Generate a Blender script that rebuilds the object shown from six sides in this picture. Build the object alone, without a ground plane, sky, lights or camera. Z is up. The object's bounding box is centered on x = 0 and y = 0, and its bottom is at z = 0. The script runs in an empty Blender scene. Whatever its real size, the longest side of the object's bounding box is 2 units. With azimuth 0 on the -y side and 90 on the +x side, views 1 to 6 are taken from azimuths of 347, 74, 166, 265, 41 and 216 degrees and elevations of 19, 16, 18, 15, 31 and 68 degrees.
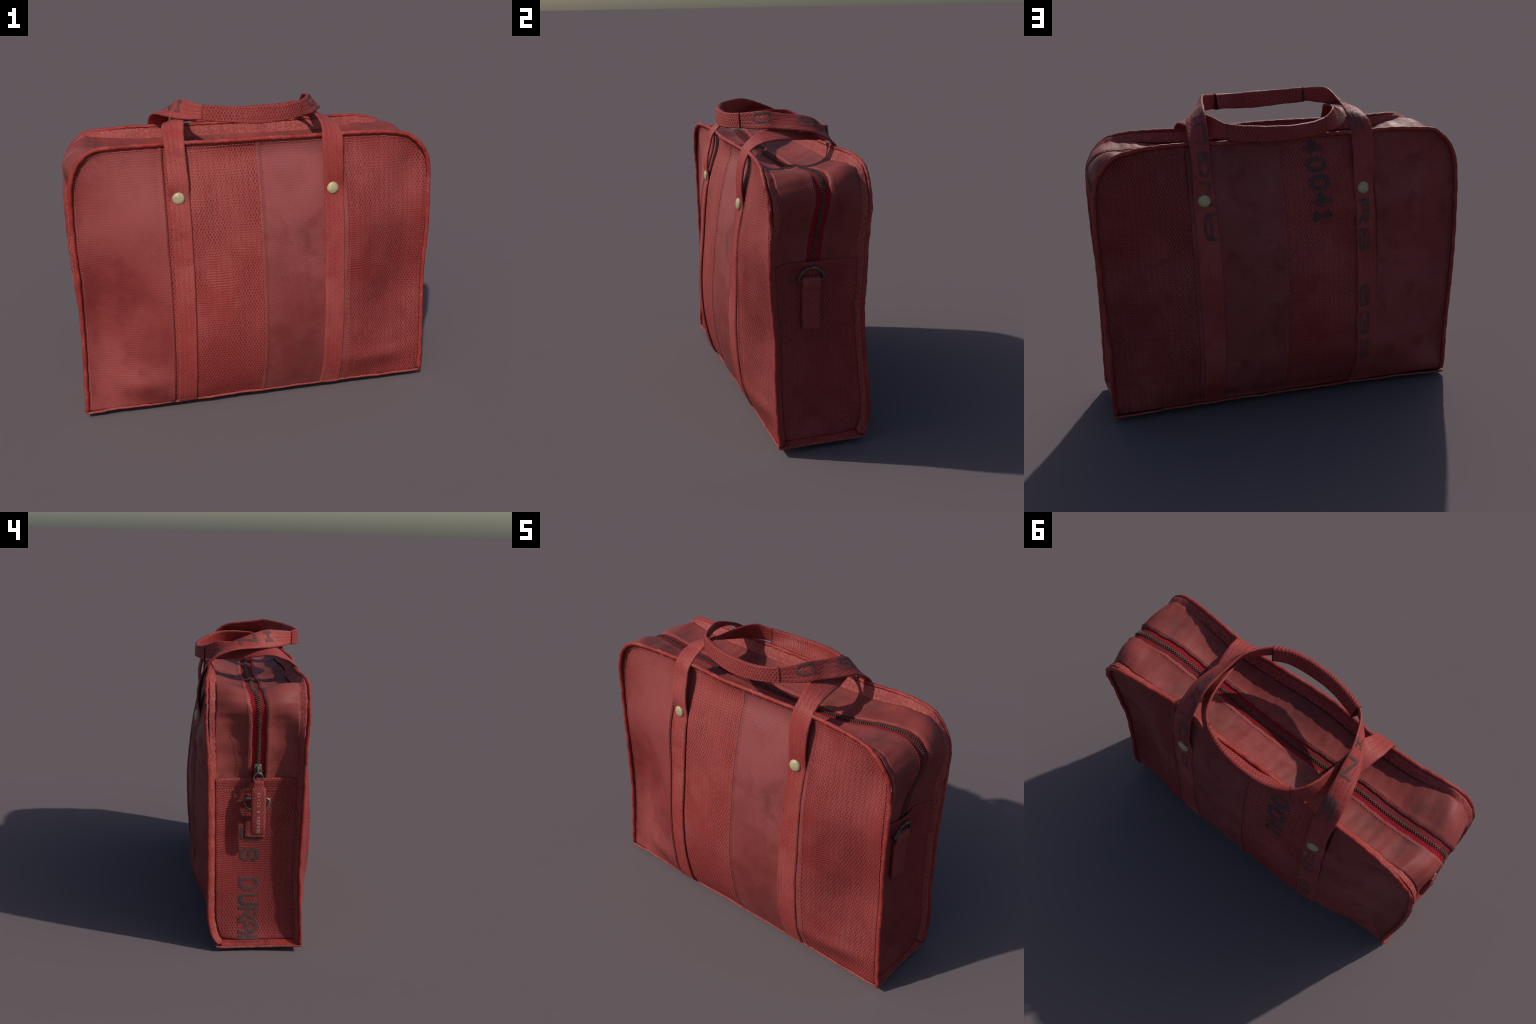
import bpy, math, random
import numpy as np
from mathutils import Vector

rng = np.random.default_rng(7)
random.seed(7)

# ---------------------------------------------------------------- numeric helpers
def curve1d(keys):
    """smooth 1-D curve (cubic Hermite with limited slopes) through (t, value) keys"""
    k = np.array(sorted(keys), float)
    t, v = k[:, 0], k[:, 1]
    d = np.diff(v) / np.diff(t)
    m = np.zeros_like(v)
    m[0], m[-1] = d[0], d[-1]
    for i in range(1, len(v) - 1):
        m[i] = 0 if d[i-1] * d[i] <= 0 else 2 * d[i-1] * d[i] / (d[i-1] + d[i])
    def f(x):
        x = np.clip(np.asarray(x, float), t[0], t[-1])
        i = np.clip(np.searchsorted(t, x) - 1, 0, len(t) - 2)
        h = t[i+1] - t[i]; s = (x - t[i]) / h
        return ((1 + 2*s) * (1-s)**2 * v[i] + s * (1-s)**2 * h * m[i]
                + s*s * (3 - 2*s) * v[i+1] + s*s * (s-1) * h * m[i+1])
    return f

def path3d(pts, n):
    """Catmull-Rom through points, resampled evenly"""
    p = np.array(pts, float)
    p = np.vstack([2*p[0] - p[1], p, 2*p[-1] - p[-2]])
    out = []
    for i in range(1, len(p) - 2):
        for s in np.linspace(0, 1, 14, endpoint=False):
            a, b, c, d = p[i-1:i+3]
            out.append(.5 * (2*b + (c-a)*s + (2*a - 5*b + 4*c - d)*s*s + (3*b - a - 3*c + d)*s**3))
    out.append(p[-2]); out = np.array(out)
    L = np.concatenate([[0], np.cumsum(np.linalg.norm(np.diff(out, axis=0), axis=1))])
    q = np.linspace(0, L[-1], n)
    return np.stack([np.interp(q, L, out[:, k]) for k in range(3)], 1)

def unit(a):
    return a / np.maximum(np.linalg.norm(a, axis=-1, keepdims=True), 1e-9)

def wobble(x, seed, freq=9.0):
    """gentle deterministic hand-sewn irregularity, about -1..1"""
    r = np.random.default_rng(seed).uniform(0, 6.28, 4)
    return (np.sin(x*freq + r[0]) + .6*np.sin(x*freq*2.3 + r[1]) + .4*np.sin(x*freq*5.1 + r[2])) / 2

def soft(x, a, b):
    t = np.clip((x - a) / (b - a), 0, 1)
    return t*t*(3 - 2*t)

# ---------------------------------------------------------------- mesh helpers
ROOT = None
def add_mesh(name, verts, faces, mat, parent=None, smooth=True, mats=None, face_mat=None, kind=None):
    me = bpy.data.meshes.new(name)
    me.from_pydata([tuple(v) for v in verts], [], [tuple(int(i) for i in f) for f in faces])
    me.validate(); me.update()
    if smooth:
        me.polygons.foreach_set("use_smooth", [True] * len(me.polygons))
    me.materials.append(mat)
    ob = bpy.data.objects.new(name, me)
    bpy.context.scene.collection.objects.link(ob)
    ob.parent = parent or ROOT
    if kind: ob["kind"] = kind
    return ob

def grid_faces(nr, nc, wrap=False, base=0):
    f = []
    for i in range(nr - 1):
        for j in range(nc if wrap else nc - 1):
            k = (j + 1) % nc
            f.append((base + i*nc + j, base + i*nc + k, base + (i+1)*nc + k, base + (i+1)*nc + j))
    return f

def sheet(name, P, mat, thick=0.006, out=(0, 0, 1), parent=None):
    """a grid of points P[r, c] made into a closed slab; its thickness goes behind the face that looks along out"""
    nr, nc, _ = P.shape
    du = np.gradient(P, axis=1); dv = np.gradient(P, axis=0)
    N = unit(np.cross(du, dv))
    flip = float((N * np.array(out)).sum()) < 0
    if flip: N = -N
    V = np.concatenate([P.reshape(-1, 3), (P - N*thick).reshape(-1, 3)])
    F = grid_faces(nr, nc); n = nr*nc
    back = [tuple(i + n for i in reversed(f)) for f in F]
    rim = []
    edge = [j for j in range(nc)] + [i*nc + nc-1 for i in range(1, nr)] + \
           [(nr-1)*nc + j for j in range(nc-2, -1, -1)] + [i*nc for i in range(nr-2, 0, -1)]
    for a, b in zip(edge, edge[1:] + edge[:1]):
        rim.append((b, a, a + n, b + n))
    fs = F + back + rim
    if flip: fs = [tuple(reversed(f)) for f in fs]
    return add_mesh(name, V, fs, mat, parent)

def tube(name, path, r, mat, sides=12, closed=False, parent=None, caps=True):
    p = np.array(path, float); n = len(p)
    t = unit(np.roll(p, -1, 0) - np.roll(p, 1, 0)) if closed else unit(np.gradient(p, axis=0))
    up = np.array([0, 0, 1.0]) if abs(t[0][2]) < .9 else np.array([0, 1.0, 0])
    fr = []
    x = np.cross(up, t[0]); x /= np.linalg.norm(x)
    for i in range(n):
        x = x - t[i]*(x @ t[i]); x /= np.linalg.norm(x); fr.append((x.copy(), np.cross(t[i], x)))
    rr = np.broadcast_to(r, (n,))
    V = []
    for i in range(n):
        for k in range(sides):
            a = 2*math.pi*k/sides
            V.append(p[i] + rr[i]*(math.cos(a)*fr[i][0] + math.sin(a)*fr[i][1]))
    F = grid_faces(n, sides, True)
    if closed:
        F += [((n-1)*sides + j, (n-1)*sides + (j+1) % sides, (j+1) % sides, j) for j in range(sides)]
    elif caps:
        F += [tuple(reversed(range(sides))), tuple((n-1)*sides + j for j in range(sides))]
    return add_mesh(name, V, F, mat, parent)

# ---------------------------------------------------------------- node helpers
class Nodes:
    def __init__(self, name):
        self.mat = bpy.data.materials.new(name); self.mat.use_nodes = True
        self.t = self.mat.node_tree; self.t.nodes.clear()
        self.out = self.t.nodes.new("ShaderNodeOutputMaterial")
        self.bsdf = self.t.nodes.new("ShaderNodeBsdfPrincipled")
        self.t.links.new(self.bsdf.outputs[0], self.out.inputs[0])
        self.co = self.t.nodes.new("ShaderNodeTexCoord").outputs["Object"]
        s = self.t.nodes.new("ShaderNodeSeparateXYZ"); self.t.links.new(self.co, s.inputs[0])
        self.x, self.y, self.z = s.outputs
    def put(self, sock, v):
        if hasattr(v, "is_output"): self.t.links.new(v, sock)
        else: sock.default_value = v
    def m(self, op, a, b=0.0, c=0.0, clamp=False):
        n = self.t.nodes.new("ShaderNodeMath"); n.operation = op; n.use_clamp = clamp
        for i, v in enumerate((a, b, c)): self.put(n.inputs[i], v)
        return n.outputs[0]
    def map(self, v, a, b, c=0.0, d=1.0):
        n = self.t.nodes.new("ShaderNodeMapRange"); n.interpolation_type = 'SMOOTHSTEP'
        for i, q in enumerate((v, a, b, c, d)): self.put(n.inputs[i], q)
        return n.outputs[0]
    def noise(self, scale, detail=3.0, rough=.55, stretch=(1, 1, 1), offset=(0, 0, 0), dist=0.0):
        mp = self.t.nodes.new("ShaderNodeMapping"); mp.inputs[1].default_value = offset; mp.inputs[3].default_value = stretch
        self.t.links.new(self.co, mp.inputs[0])
        n = self.t.nodes.new("ShaderNodeTexNoise"); self.t.links.new(mp.outputs[0], n.inputs["Vector"])
        n.inputs["Scale"].default_value = scale; n.inputs["Detail"].default_value = detail
        n.inputs["Roughness"].default_value = rough; n.inputs["Distortion"].default_value = dist
        return n.outputs[0]
    def spots(self, scale, stretch=(1, 1, 1)):
        mp = self.t.nodes.new("ShaderNodeMapping"); mp.inputs[3].default_value = stretch
        self.t.links.new(self.co, mp.inputs[0])
        n = self.t.nodes.new("ShaderNodeTexVoronoi"); self.t.links.new(mp.outputs[0], n.inputs["Vector"])
        n.inputs["Scale"].default_value = scale
        return n.outputs["Distance"], n.outputs["Color"]
    def mix(self, f, a, b, mode='MIX'):
        n = self.t.nodes.new("ShaderNodeMix"); n.data_type = 'RGBA'; n.blend_type = mode
        self.put(n.inputs[0], f)
        for s, v in ((n.inputs[6], a), (n.inputs[7], b)):
            self.put(s, v if hasattr(v, "is_output") else (*v, 1.0))
        return n.outputs[2]
    def bump(self, h, strength, dist, normal=None):
        n = self.t.nodes.new("ShaderNodeBump"); n.inputs["Strength"].default_value = strength
        n.inputs["Distance"].default_value = dist; self.put(n.inputs["Height"], h)
        if normal is not None: self.t.links.new(normal, n.inputs["Normal"])
        return n.outputs[0]
    def near(self, cx, cy, cz, r0, r1):
        """soft blob mask around a point"""
        v = self.t.nodes.new("ShaderNodeVectorMath"); v.operation = 'DISTANCE'
        self.t.links.new(self.co, v.inputs[0]); v.inputs[1].default_value = (cx, cy, cz)
        return self.map(v.outputs["Value"], r0, r1, 1.0, 0.0)
    def done(self, color, rough=.6, normal=None, spec=.35, metal=0.0):
        self.put(self.bsdf.inputs["Base Color"], color if hasattr(color, "is_output") else (*color, 1))
        self.put(self.bsdf.inputs["Roughness"], rough); self.put(self.bsdf.inputs["Metallic"], metal)
        self.bsdf.inputs["Specular IOR Level"].default_value = spec
        if normal is not None: self.t.links.new(normal, self.bsdf.inputs["Normal"])
        return self.mat

SMOOTH = (.232, .045, .041)     # worn plain hose
DEEP = (.192, .023, .021)
DUSTY = (.262, .060, .056)
WEAVE = (.246, .033, .030)
RIDGE = (.350, .092, .084)
PIPING = (.270, .023, .018)
PALE = (.420, .130, .112)
GRIME = (.075, .035, .030)

def fabric(name, base, deep, dusty, weave=0.0, ribs=0.0, across="x", grime=(), fleck=True, stripes=None, seed=0.0, smudge=0.0, shade_deep=(), dusty_lit=()):
    """fire-hose cloth: plain ribbed rubber or open honeycomb weave, with dusty and scuffed areas, plus painted shade and highlights"""
    n = Nodes(name); off = (seed, seed*1.7, seed*.6)
    big = n.noise(2.6, 4, .6, offset=off); mid = n.noise(9, 4, .6, offset=off); fine = n.noise(150, 2, .6)
    col = n.mix(n.map(big, .40, .66), base, dusty)
    col = n.mix(n.map(mid, .50, .74, 0, .65), col, deep)
    col = n.mix(n.map(fine, .35, .75, 0, .35), col, deep)
    for blobs, tone in ((shade_deep, deep), (dusty_lit, dusty)):  # baked shade painted in; pale patches are part dust, part baked highlight
        for (cx, cy, cz, r0, r1, amt) in blobs:
            g = n.m('MULTIPLY', n.near(cx, cy, cz, r0, r1), n.map(mid, .25, .6, .45, 1.0))
            col = n.mix(n.m('MULTIPLY', g, amt), col, tone)
    h = n.m('MULTIPLY', fine, .25)
    u = {"x": n.x, "y": n.y}[across]
    warp = n.m('MULTIPLY', n.m('SUBTRACT', n.noise(5, 2, .5, offset=off), .5), .035)
    zz = n.m('ADD', n.z, warp)
    if weave:
        uu = n.m('ADD', u, n.m('MULTIPLY', warp, .6))
        du = n.m('MULTIPLY', n.m('SUBTRACT', n.noise(45, 1, .5, offset=off), .5), .0045)
        dz = n.m('MULTIPLY', n.m('SUBTRACT', n.noise(38, 1, .5, offset=(seed, seed, 5)), .5), .0055)
        a = n.m('COSINE', n.m('MULTIPLY', n.m('ADD', uu, du), 2*math.pi/.0162))
        b = n.m('COSINE', n.m('MULTIPLY', n.m('ADD', zz, dz), 2*math.pi/.0306))
        f = n.m('MULTIPLY', a, b)
        jit = n.map(n.noise(75, 2, .6, offset=off), .30, .62, .35, 1.0)
        worn = n.map(n.noise(3.0, 3, .6, offset=(seed+3, seed, seed), stretch=(1, 1, .8)), .36, .60, .18, 1.0)
        cord = n.m('MULTIPLY_ADD', n.m('COSINE', n.m('MULTIPLY', uu, 2*math.pi/.0292)), .5, .5)
        hole = n.m('MULTIPLY', n.m('MULTIPLY', n.map(f, .12, .75), jit), worn)
        ridge = n.m('MULTIPLY', n.m('MULTIPLY', n.map(f, .25, -.55), jit), worn)
        row = n.m('MULTIPLY', n.m('MULTIPLY_ADD', n.m('COSINE', n.m('MULTIPLY', zz, 2*math.pi/.0138)), .5, .5), n.m('SUBTRACT', 1.0, worn))
        col = n.mix(n.m('MULTIPLY', ridge, .50*weave), col, RIDGE)
        col = n.mix(n.m('MULTIPLY', hole, .72*weave), col, (.140, .019, .018))
        col = n.mix(n.m('MULTIPLY', n.map(cord, .35, .0), .32*weave), col, deep)
        col = n.mix(n.m('MULTIPLY', n.map(row, .5, 0.0), .18*weave), col, deep)
        h = n.m('ADD', h, n.m('MULTIPLY', n.m('SUBTRACT', n.m('ADD', 1.0, n.m('MULTIPLY', row, .4)), hole), 1.0*weave))
    if ribs:
        r = n.m('MULTIPLY_ADD', n.m('SINE', n.m('MULTIPLY', zz, 2*math.pi/.0140)), .5, .5)
        r = n.m('MULTIPLY', r, n.map(n.noise(2.2, 3, .6, offset=(seed, 4, seed)), .36, .6, .15, 1))
        col = n.mix(n.m('MULTIPLY', n.map(r, .55, 1), .16*ribs), col, dusty)
        col = n.mix(n.m('MULTIPLY', n.map(r, .45, 0), .14*ribs), col, deep)
        h = n.m('ADD', h, n.m('MULTIPLY', r, .22*ribs))
    if smudge:
        s = n.map(n.noise(4.2, 3, .62, offset=(seed+7.3, 2.2, seed)), .56, .74, 0, smudge)
        col = n.mix(s, col, (.125, .060, .058))
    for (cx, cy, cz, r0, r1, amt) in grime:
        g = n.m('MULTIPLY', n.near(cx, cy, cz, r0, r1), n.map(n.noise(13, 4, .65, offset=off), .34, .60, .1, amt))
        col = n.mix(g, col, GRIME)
    if fleck:   # short dark fibres stuck to the cloth
        d1, _ = n.spots(26, (1.0, 1.0, .35)); d2, _ = n.spots(21, (.4, 1.0, 1.0))
        f = n.m('MAXIMUM', n.map(d1, .055, .035), n.map(d2, .05, .03))
        col = n.mix(n.m('MULTIPLY', f, .55), col, (.06, .025, .028))
    rough = n.map(mid, .3, .7, .48, .64)
    return n.done(col, rough, n.bump(h, .9, .0042), spec=.16)

def binding_mat(name):
    n = Nodes(name)
    mid = n.noise(11, 4, .65); fine = n.noise(95, 3, .7)
    col = n.mix(n.map(mid, .35, .65), PIPING, (.205, .020, .017))
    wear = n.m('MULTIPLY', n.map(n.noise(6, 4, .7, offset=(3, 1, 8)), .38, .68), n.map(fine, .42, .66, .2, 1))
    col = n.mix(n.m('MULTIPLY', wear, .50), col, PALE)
    return n.done(col, .55, n.bump(n.m('ADD', fine, mid), .6, .003), spec=.2)

def tape_mat():
    n = Nodes("seam_tape")
    fine = n.noise(80, 3, .75); mid = n.noise(8, 3, .6)
    col = n.mix(n.map(fine, .38, .66), (.225, .035, .031), (.310, .076, .068))
    col = n.mix(n.map(mid, .5, .75, 0, .6), col, (.18, .026, .026))
    return n.done(col, .6, n.bump(fine, .55, .004), spec=.15)

def plain(name, col, col2, rough, metal=0.0, scale=30, bump=.2, spec=.4):
    n = Nodes(name); f = n.noise(scale, 4, .65)
    return n.done(n.mix(n.map(f, .35, .68), col, col2), rough, n.bump(f, bump, .002), metal=metal, spec=spec)

M_SMOOTH = fabric("plain_hose_cloth", SMOOTH, (.150, .019, .018), DUSTY, ribs=.7, seed=1.0,
                  shade_deep=((-.80, -.28, .72, .05, .36, .8), (-.55, -.33, .45, .05, .28, .6), (-.60, -.28, .12, .02, .2, .7), (.0, .36, .5, 0, .01, 0)), dusty_lit=((-.65, -.28, 1.18, .1, .36, .6), (-.85, -.25, .25, .03, .22, .3)))  # deep patches paint baked shade; the low pale one a baked highlight
M_SMUDGE = fabric("plain_hose_cloth_smudged", (.208, .046, .044), (.140, .021, .020), (.252, .064, .062), ribs=.6, seed=4.0, smudge=.28,
                  shade_deep=((.14, -.36, .30, .05, .38, .85), (.30, -.36, .60, .05, .30, .6)), dusty_lit=((.2, -.3, 1.3, .1, .34, .8),),  # lower part darkened to carry baked shade
                  grime=((.24, -.35, .98, .0, .14, .24), (.08, -.36, .82, 0, .12, .18), (.27, -.35, .28, 0, .2, .22), (.15, .36, 1.05, 0, .15, .2)))
M_WEAVE = fabric("honeycomb_hose_cloth", WEAVE, DEEP, (.290, .062, .057), weave=1.0, seed=2.0,
                 shade_deep=((-.18, -.35, .25, .05, .42, .85), (-.18, .35, .30, .05, .35, .5)), dusty_lit=((-.2, -.3, 1.3, .1, .4, .6),))  # deep red low down is baked shade put into the colour
M_WEAVE_FINE = fabric("fine_hose_cloth", (.212, .030, .027), (.150, .016, .015), (.275, .058, .054), weave=.9, ribs=.4, seed=6.0,
                      shade_deep=((.72, -.30, .70, .05, .48, .65), (.75, -.29, .10, .02, .18, .7), (.75, .28, .6, .05, .4, .5)), dusty_lit=((.78, -.28, 1.22, .05, .32, .7), (.80, -.28, .27, .03, .17, .9)))  # deep patches paint shade; low pale spot paints a highlight
M_END = fabric("end_hose_cloth", (.222, .033, .030), (.160, .019, .018), (.262, .050, .046), weave=.8, ribs=.4, across="y", seed=3.0)
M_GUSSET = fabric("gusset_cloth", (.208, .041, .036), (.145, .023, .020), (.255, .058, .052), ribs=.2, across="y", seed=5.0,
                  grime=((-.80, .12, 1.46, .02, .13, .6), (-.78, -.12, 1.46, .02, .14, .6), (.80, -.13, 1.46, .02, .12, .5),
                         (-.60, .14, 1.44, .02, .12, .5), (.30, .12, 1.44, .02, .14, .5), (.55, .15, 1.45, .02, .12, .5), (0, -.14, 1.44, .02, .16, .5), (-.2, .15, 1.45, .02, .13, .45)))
M_STRAP = fabric("strap_cloth", (.262, .039, .035), (.200, .023, .021), (.312, .067, .060), weave=.38, seed=8.0)
M_GRIP = fabric("grip_cloth", (.228, .029, .026), DEEP, (.270, .050, .044), weave=.9, seed=9.0, fleck=False)
M_BIND = binding_mat("edge_binding_cloth")
M_TAPE = tape_mat()
M_THREAD = plain("red_thread", (.360, .090, .082), (.27, .050, .047), .65, spec=.15)
def zip_cloth():
    n = Nodes("zip_tape_cloth"); f = n.noise(60, 4, .65)
    col = n.mix(n.map(f, .35, .68), (.25, .010, .018), (.19, .009, .015))
    # dirt and shade painted dark along the teeth on the top run
    run = n.m('MULTIPLY', n.map(n.m('ABSOLUTE', n.m('SUBTRACT', n.y, .005)), .022, .044, 1.0, 0.0), n.map(n.z, 1.36, 1.41))
    col = n.mix(n.m('MULTIPLY', run, n.map(n.noise(14, 4, .6), .3, .55, .25, .65)), col, (.070, .022, .020))
    return n.done(col, .8, n.bump(f, .2, .002), spec=.08)
M_ZIPTAPE = zip_cloth()
M_TEETH = plain("zip_teeth_metal", (.070, .050, .036), (.13, .095, .066), .55, metal=.25, scale=40)
M_DARK = plain("dark_metal", (.060, .056, .045), (.16, .14, .11), .42, metal=.6, scale=35)
M_STEEL = plain("worn_ring_metal", (.25, .21, .17), (.10, .085, .065), .4, metal=.7, scale=45)
M_BRASS = plain("tarnished_brass", (.430, .360, .205), (.32, .27, .16), .5, metal=.1, scale=40, spec=.3)
M_TAB = fabric("tab_cloth", (.245, .040, .037), DEEP, (.290, .066, .062), weave=.5, across="y", seed=11.0, fleck=False)
M_GRIP_END = plain("grip_end_edge", (.090, .026, .024), (.14, .030, .028), .7, spec=.1)  # dark line at the ends of the grip sleeve
M_LINING = plain("lining", (.12, .03, .028), (.10, .025, .022), .8)

def ink(name, a, b):
    n = Nodes(name)
    f = n.noise(85, 3, .7); g = n.noise(14, 3, .6)
    k = n.m('ADD', n.m('MULTIPLY', f, .6), n.m('MULTIPLY', g, .4))
    return n.done(n.mix(n.map(k, .44, .62), a, b), .7, n.bump(f, .4, .002), spec=.25)
M_INK = ink("faded_black_ink", (.055, .034, .034), (.150, .036, .034))
M_INKFADE = ink("worn_black_ink", (.085, .037, .035), (.205, .038, .034))
M_PALEINK = ink("pale_pressed_lettering", (.48, .24, .20), (.36, .12, .10))

# ---------------------------------------------------------------- the thing
ROOT = bpy.data.objects.new("handbag", None)
bpy.context.scene.collection.objects.link(ROOT)
ROOT["label"] = "red fire-hose cloth handbag with two crossed carry handles"
ROOT["category"] = "handbag"

ZB = .045                                   # height of the bottom hem
# side outlines x(z), and depth y(z) of the four corner edges
XL = {-1: curve1d([(.03, -.993), (.2, -.989), (.4, -.982), (.6, -.980), (.8, -.979), (1.0, -.987), (1.15, -.987), (1.3, -.983), (1.6, -.975)]),
       1: curve1d([(.03, -.975), (.12, -.960), (.2, -.957), (.35, -.963), (.55, -.978), (.75, -.991), (.95, -.998), (1.15, -.997), (1.3, -.985), (1.6, -.975)])}
XR = {-1: curve1d([(.03, .998), (.2, .994), (.45, .987), (.75, .984), (.95, .991), (1.2, .993), (1.3, .989), (1.6, .98)]),
       1: curve1d([(.03, .984), (.2, .985), (.4, .981), (.6, .988), (.85, .991), (1.2, .993), (1.3, .987), (1.6, .978)])}
YL = {-1: curve1d([(.03, -.246), (.1, -.247), (.3, -.236), (.5, -.230), (.8, -.236), (1.2, -.239), (1.3, -.247)]),
       1: curve1d([(.03, .200), (.1, .243), (.2, .263), (.5, .267), (.9, .273), (1.1, .278), (1.3, .292)])}
YR = {-1: curve1d([(.03, -.248), (.2, -.260), (.45, -.266), (.6, -.263), (.8, -.278), (.95, -.287), (1.1, -.284), (1.2, -.279), (1.3, -.284)]),
       1: curve1d([(.03, .206), (.1, .235), (.2, .246), (.4, .231), (.6, .211), (.75, .203), (.9, .212), (1.1, .220), (1.3, .241)])}
ZT = {-1: curve1d([(-1, 1.30), (-.989, 1.365), (-.962, 1.432), (-.915, 1.485), (-.86, 1.514), (-.79, 1.521), (-.6, 1.520), (-.4, 1.520), (0, 1.522), (.3, 1.516),
                   (.6, 1.519), (.72, 1.517), (.79, 1.510), (.86, 1.495), (.915, 1.462), (.962, 1.407), (.989, 1.352), (1, 1.28)]),
       1: curve1d([(-1, 1.30), (-.989, 1.36), (-.962, 1.422), (-.915, 1.474), (-.86, 1.510), (-.79, 1.517), (-.6, 1.526), (-.3, 1.522), (0, 1.519), (.3, 1.516),
                   (.6, 1.521), (.72, 1.517), (.79, 1.507), (.86, 1.491), (.915, 1.458), (.962, 1.404), (.989, 1.352), (1, 1.29)])}
YT = {-1: curve1d([(-1, -.247), (-.95, -.250), (-.85, -.242), (-.6, -.226), (-.42, -.226), (-.25, -.242), (-.1, -.255), (0, -.255), (.2, -.248), (.4, -.243), (.6, -.262), (.8, -.282), (.95, -.292), (1, -.284)]),
       1: curve1d([(-1, .292), (-.9, .288), (-.7, .267), (-.4, .254), (0, .244), (.3, .238), (.5, .226), (.7, .241), (.9, .250), (1, .241)])}
YB = {-1: curve1d([(-1, -.246), (-.8, -.248), (-.45, -.254), (0, -.250), (.4, -.250), (.8, -.250), (1, -.248)]),
       1: curve1d([(-1, .200), (-.6, .200), (0, .202), (.5, .202), (1, .206)])}
# how far the middle of each face stands out
PM = {-1: curve1d([(.04, -.250), (.075, -.268), (.13, -.296), (.20, -.322), (.29, -.343), (.42, -.361), (.56, -.367), (.70, -.360), (.85, -.346), (1.0, -.328), (1.145, -.305), (1.30, -.272), (1.42, -.250), (1.53, -.254)]),
       1: curve1d([(.04, .204), (.075, .218), (.12, .258), (.18, .298), (.26, .328), (.42, .352), (.58, .363), (.75, .367), (.88, .360), (1.1, .335), (1.22, .308), (1.4, .262), (1.53, .245)])}
# how that swelling dies away towards the sides, where the cloth is pinched in beside the piping
SPREAD = {(-1, -1): curve1d([(0, 1), (.2, 1.0), (.38, .98), (.49, .89), (.60, .64), (.72, .24), (.80, -.02), (.88, -.19), (.95, -.13), (1, 0)]),
          (-1, 1): curve1d([(0, 1), (.2, .98), (.38, .86), (.49, .70), (.60, .52), (.72, .24), (.80, -.02), (.88, -.18), (.95, -.12), (1, 0)]),
          (1, -1): curve1d([(0, 1), (.2, .94), (.42, .78), (.55, .58), (.70, .24), (.80, -.04), (.88, -.20), (.95, -.14), (1, 0)]),
          (1, 1): curve1d([(0, 1), (.2, .98), (.38, .88), (.49, .74), (.60, .48), (.72, .16), (.82, -.08), (.89, -.17), (.95, -.11), (1, 0)])}

def bumps(x, z, side):
    """soft folds in the cloth"""
    g = lambda cx, cz, sx, sz, a, tilt=0.0: a * np.exp(-(((x-cx) + tilt*(z-cz))/sx)**2 - ((z-cz)/sz)**2)
    if side < 0:
        o = (g(.76, .30, .12, .06, .010, -.3) + g(.70, .19, .20, .06, .022) + g(-.45, .09, .14, .05, .010) + g(-.80, .22, .10, .09, .008, .8) + g(-.65, .18, .12, .06, .022)
             + g(-.36, 1.08, .20, .17, .010) + g(-.70, 1.05, .20, .12, .006, -.6) + g(-.61, 1.15, .16, .20, .026) + g(-.33, 1.30, .07, .13, .012)
             + g(.57, .95, .09, .24, .022) + g(.62, 1.02, .25, .08, .006, .8) + g(-.66, .64, .09, .09, -.024) + g(.73, .55, .09, .10, -.022) + g(.86, .60, .09, .10, -.008, .6)
             + g(.05, 1.44, .34, .06, -.013) + g(-.30, 1.20, .07, .10, .012) + g(.35, 1.25, .06, .09, .010) + g(-.90, .22, .07, .14, -.014) + g(.91, 1.28, .06, .14, -.010)
             + g(-.86, .72, .07, .10, -.007) + g(-.88, .53, .06, .15, -.010) + g(.86, 1.30, .08, .14, -.027) + g(-.92, 1.25, .07, .2, -.018))
    else:
        o = (g(.62, .75, .09, .50, .022) + g(.62, .30, .10, .11, .010) + g(.61, 1.20, .10, .14, .012) + g(.88, .45, .07, .30, -.018) + g(.80, .95, .20, .10, -.006, .5)
             + g(-.22, 1.22, .18, .10, .024) + g(-.36, 1.34, .10, .10, .014) + g(-.71, 1.16, .13, .13, .032) + g(-.70, 1.0, .22, .10, .005, .5)
             + g(.59, .36, .13, .13, .016) + g(.52, 1.18, .10, .14, .010) + g(-.45, 1.12, .25, .06, .016) + g(.86, 1.38, .08, .10, -.014) + g(-.80, 1.42, .10, .09, -.012) + g(.50, .45, .08, .10, .010) + g(.15, .20, .15, .06, -.012)
             + g(.70, .18, .12, .06, .012) + g(-.42, .20, .15, .05, .012) + g(-.62, .27, .08, .07, .015) + g(-.38, .31, .28, .07, .026) + g(-.83, .47, .09, .12, -.022) + g(-.88, .24, .08, .09, -.028))
    return o

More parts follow.
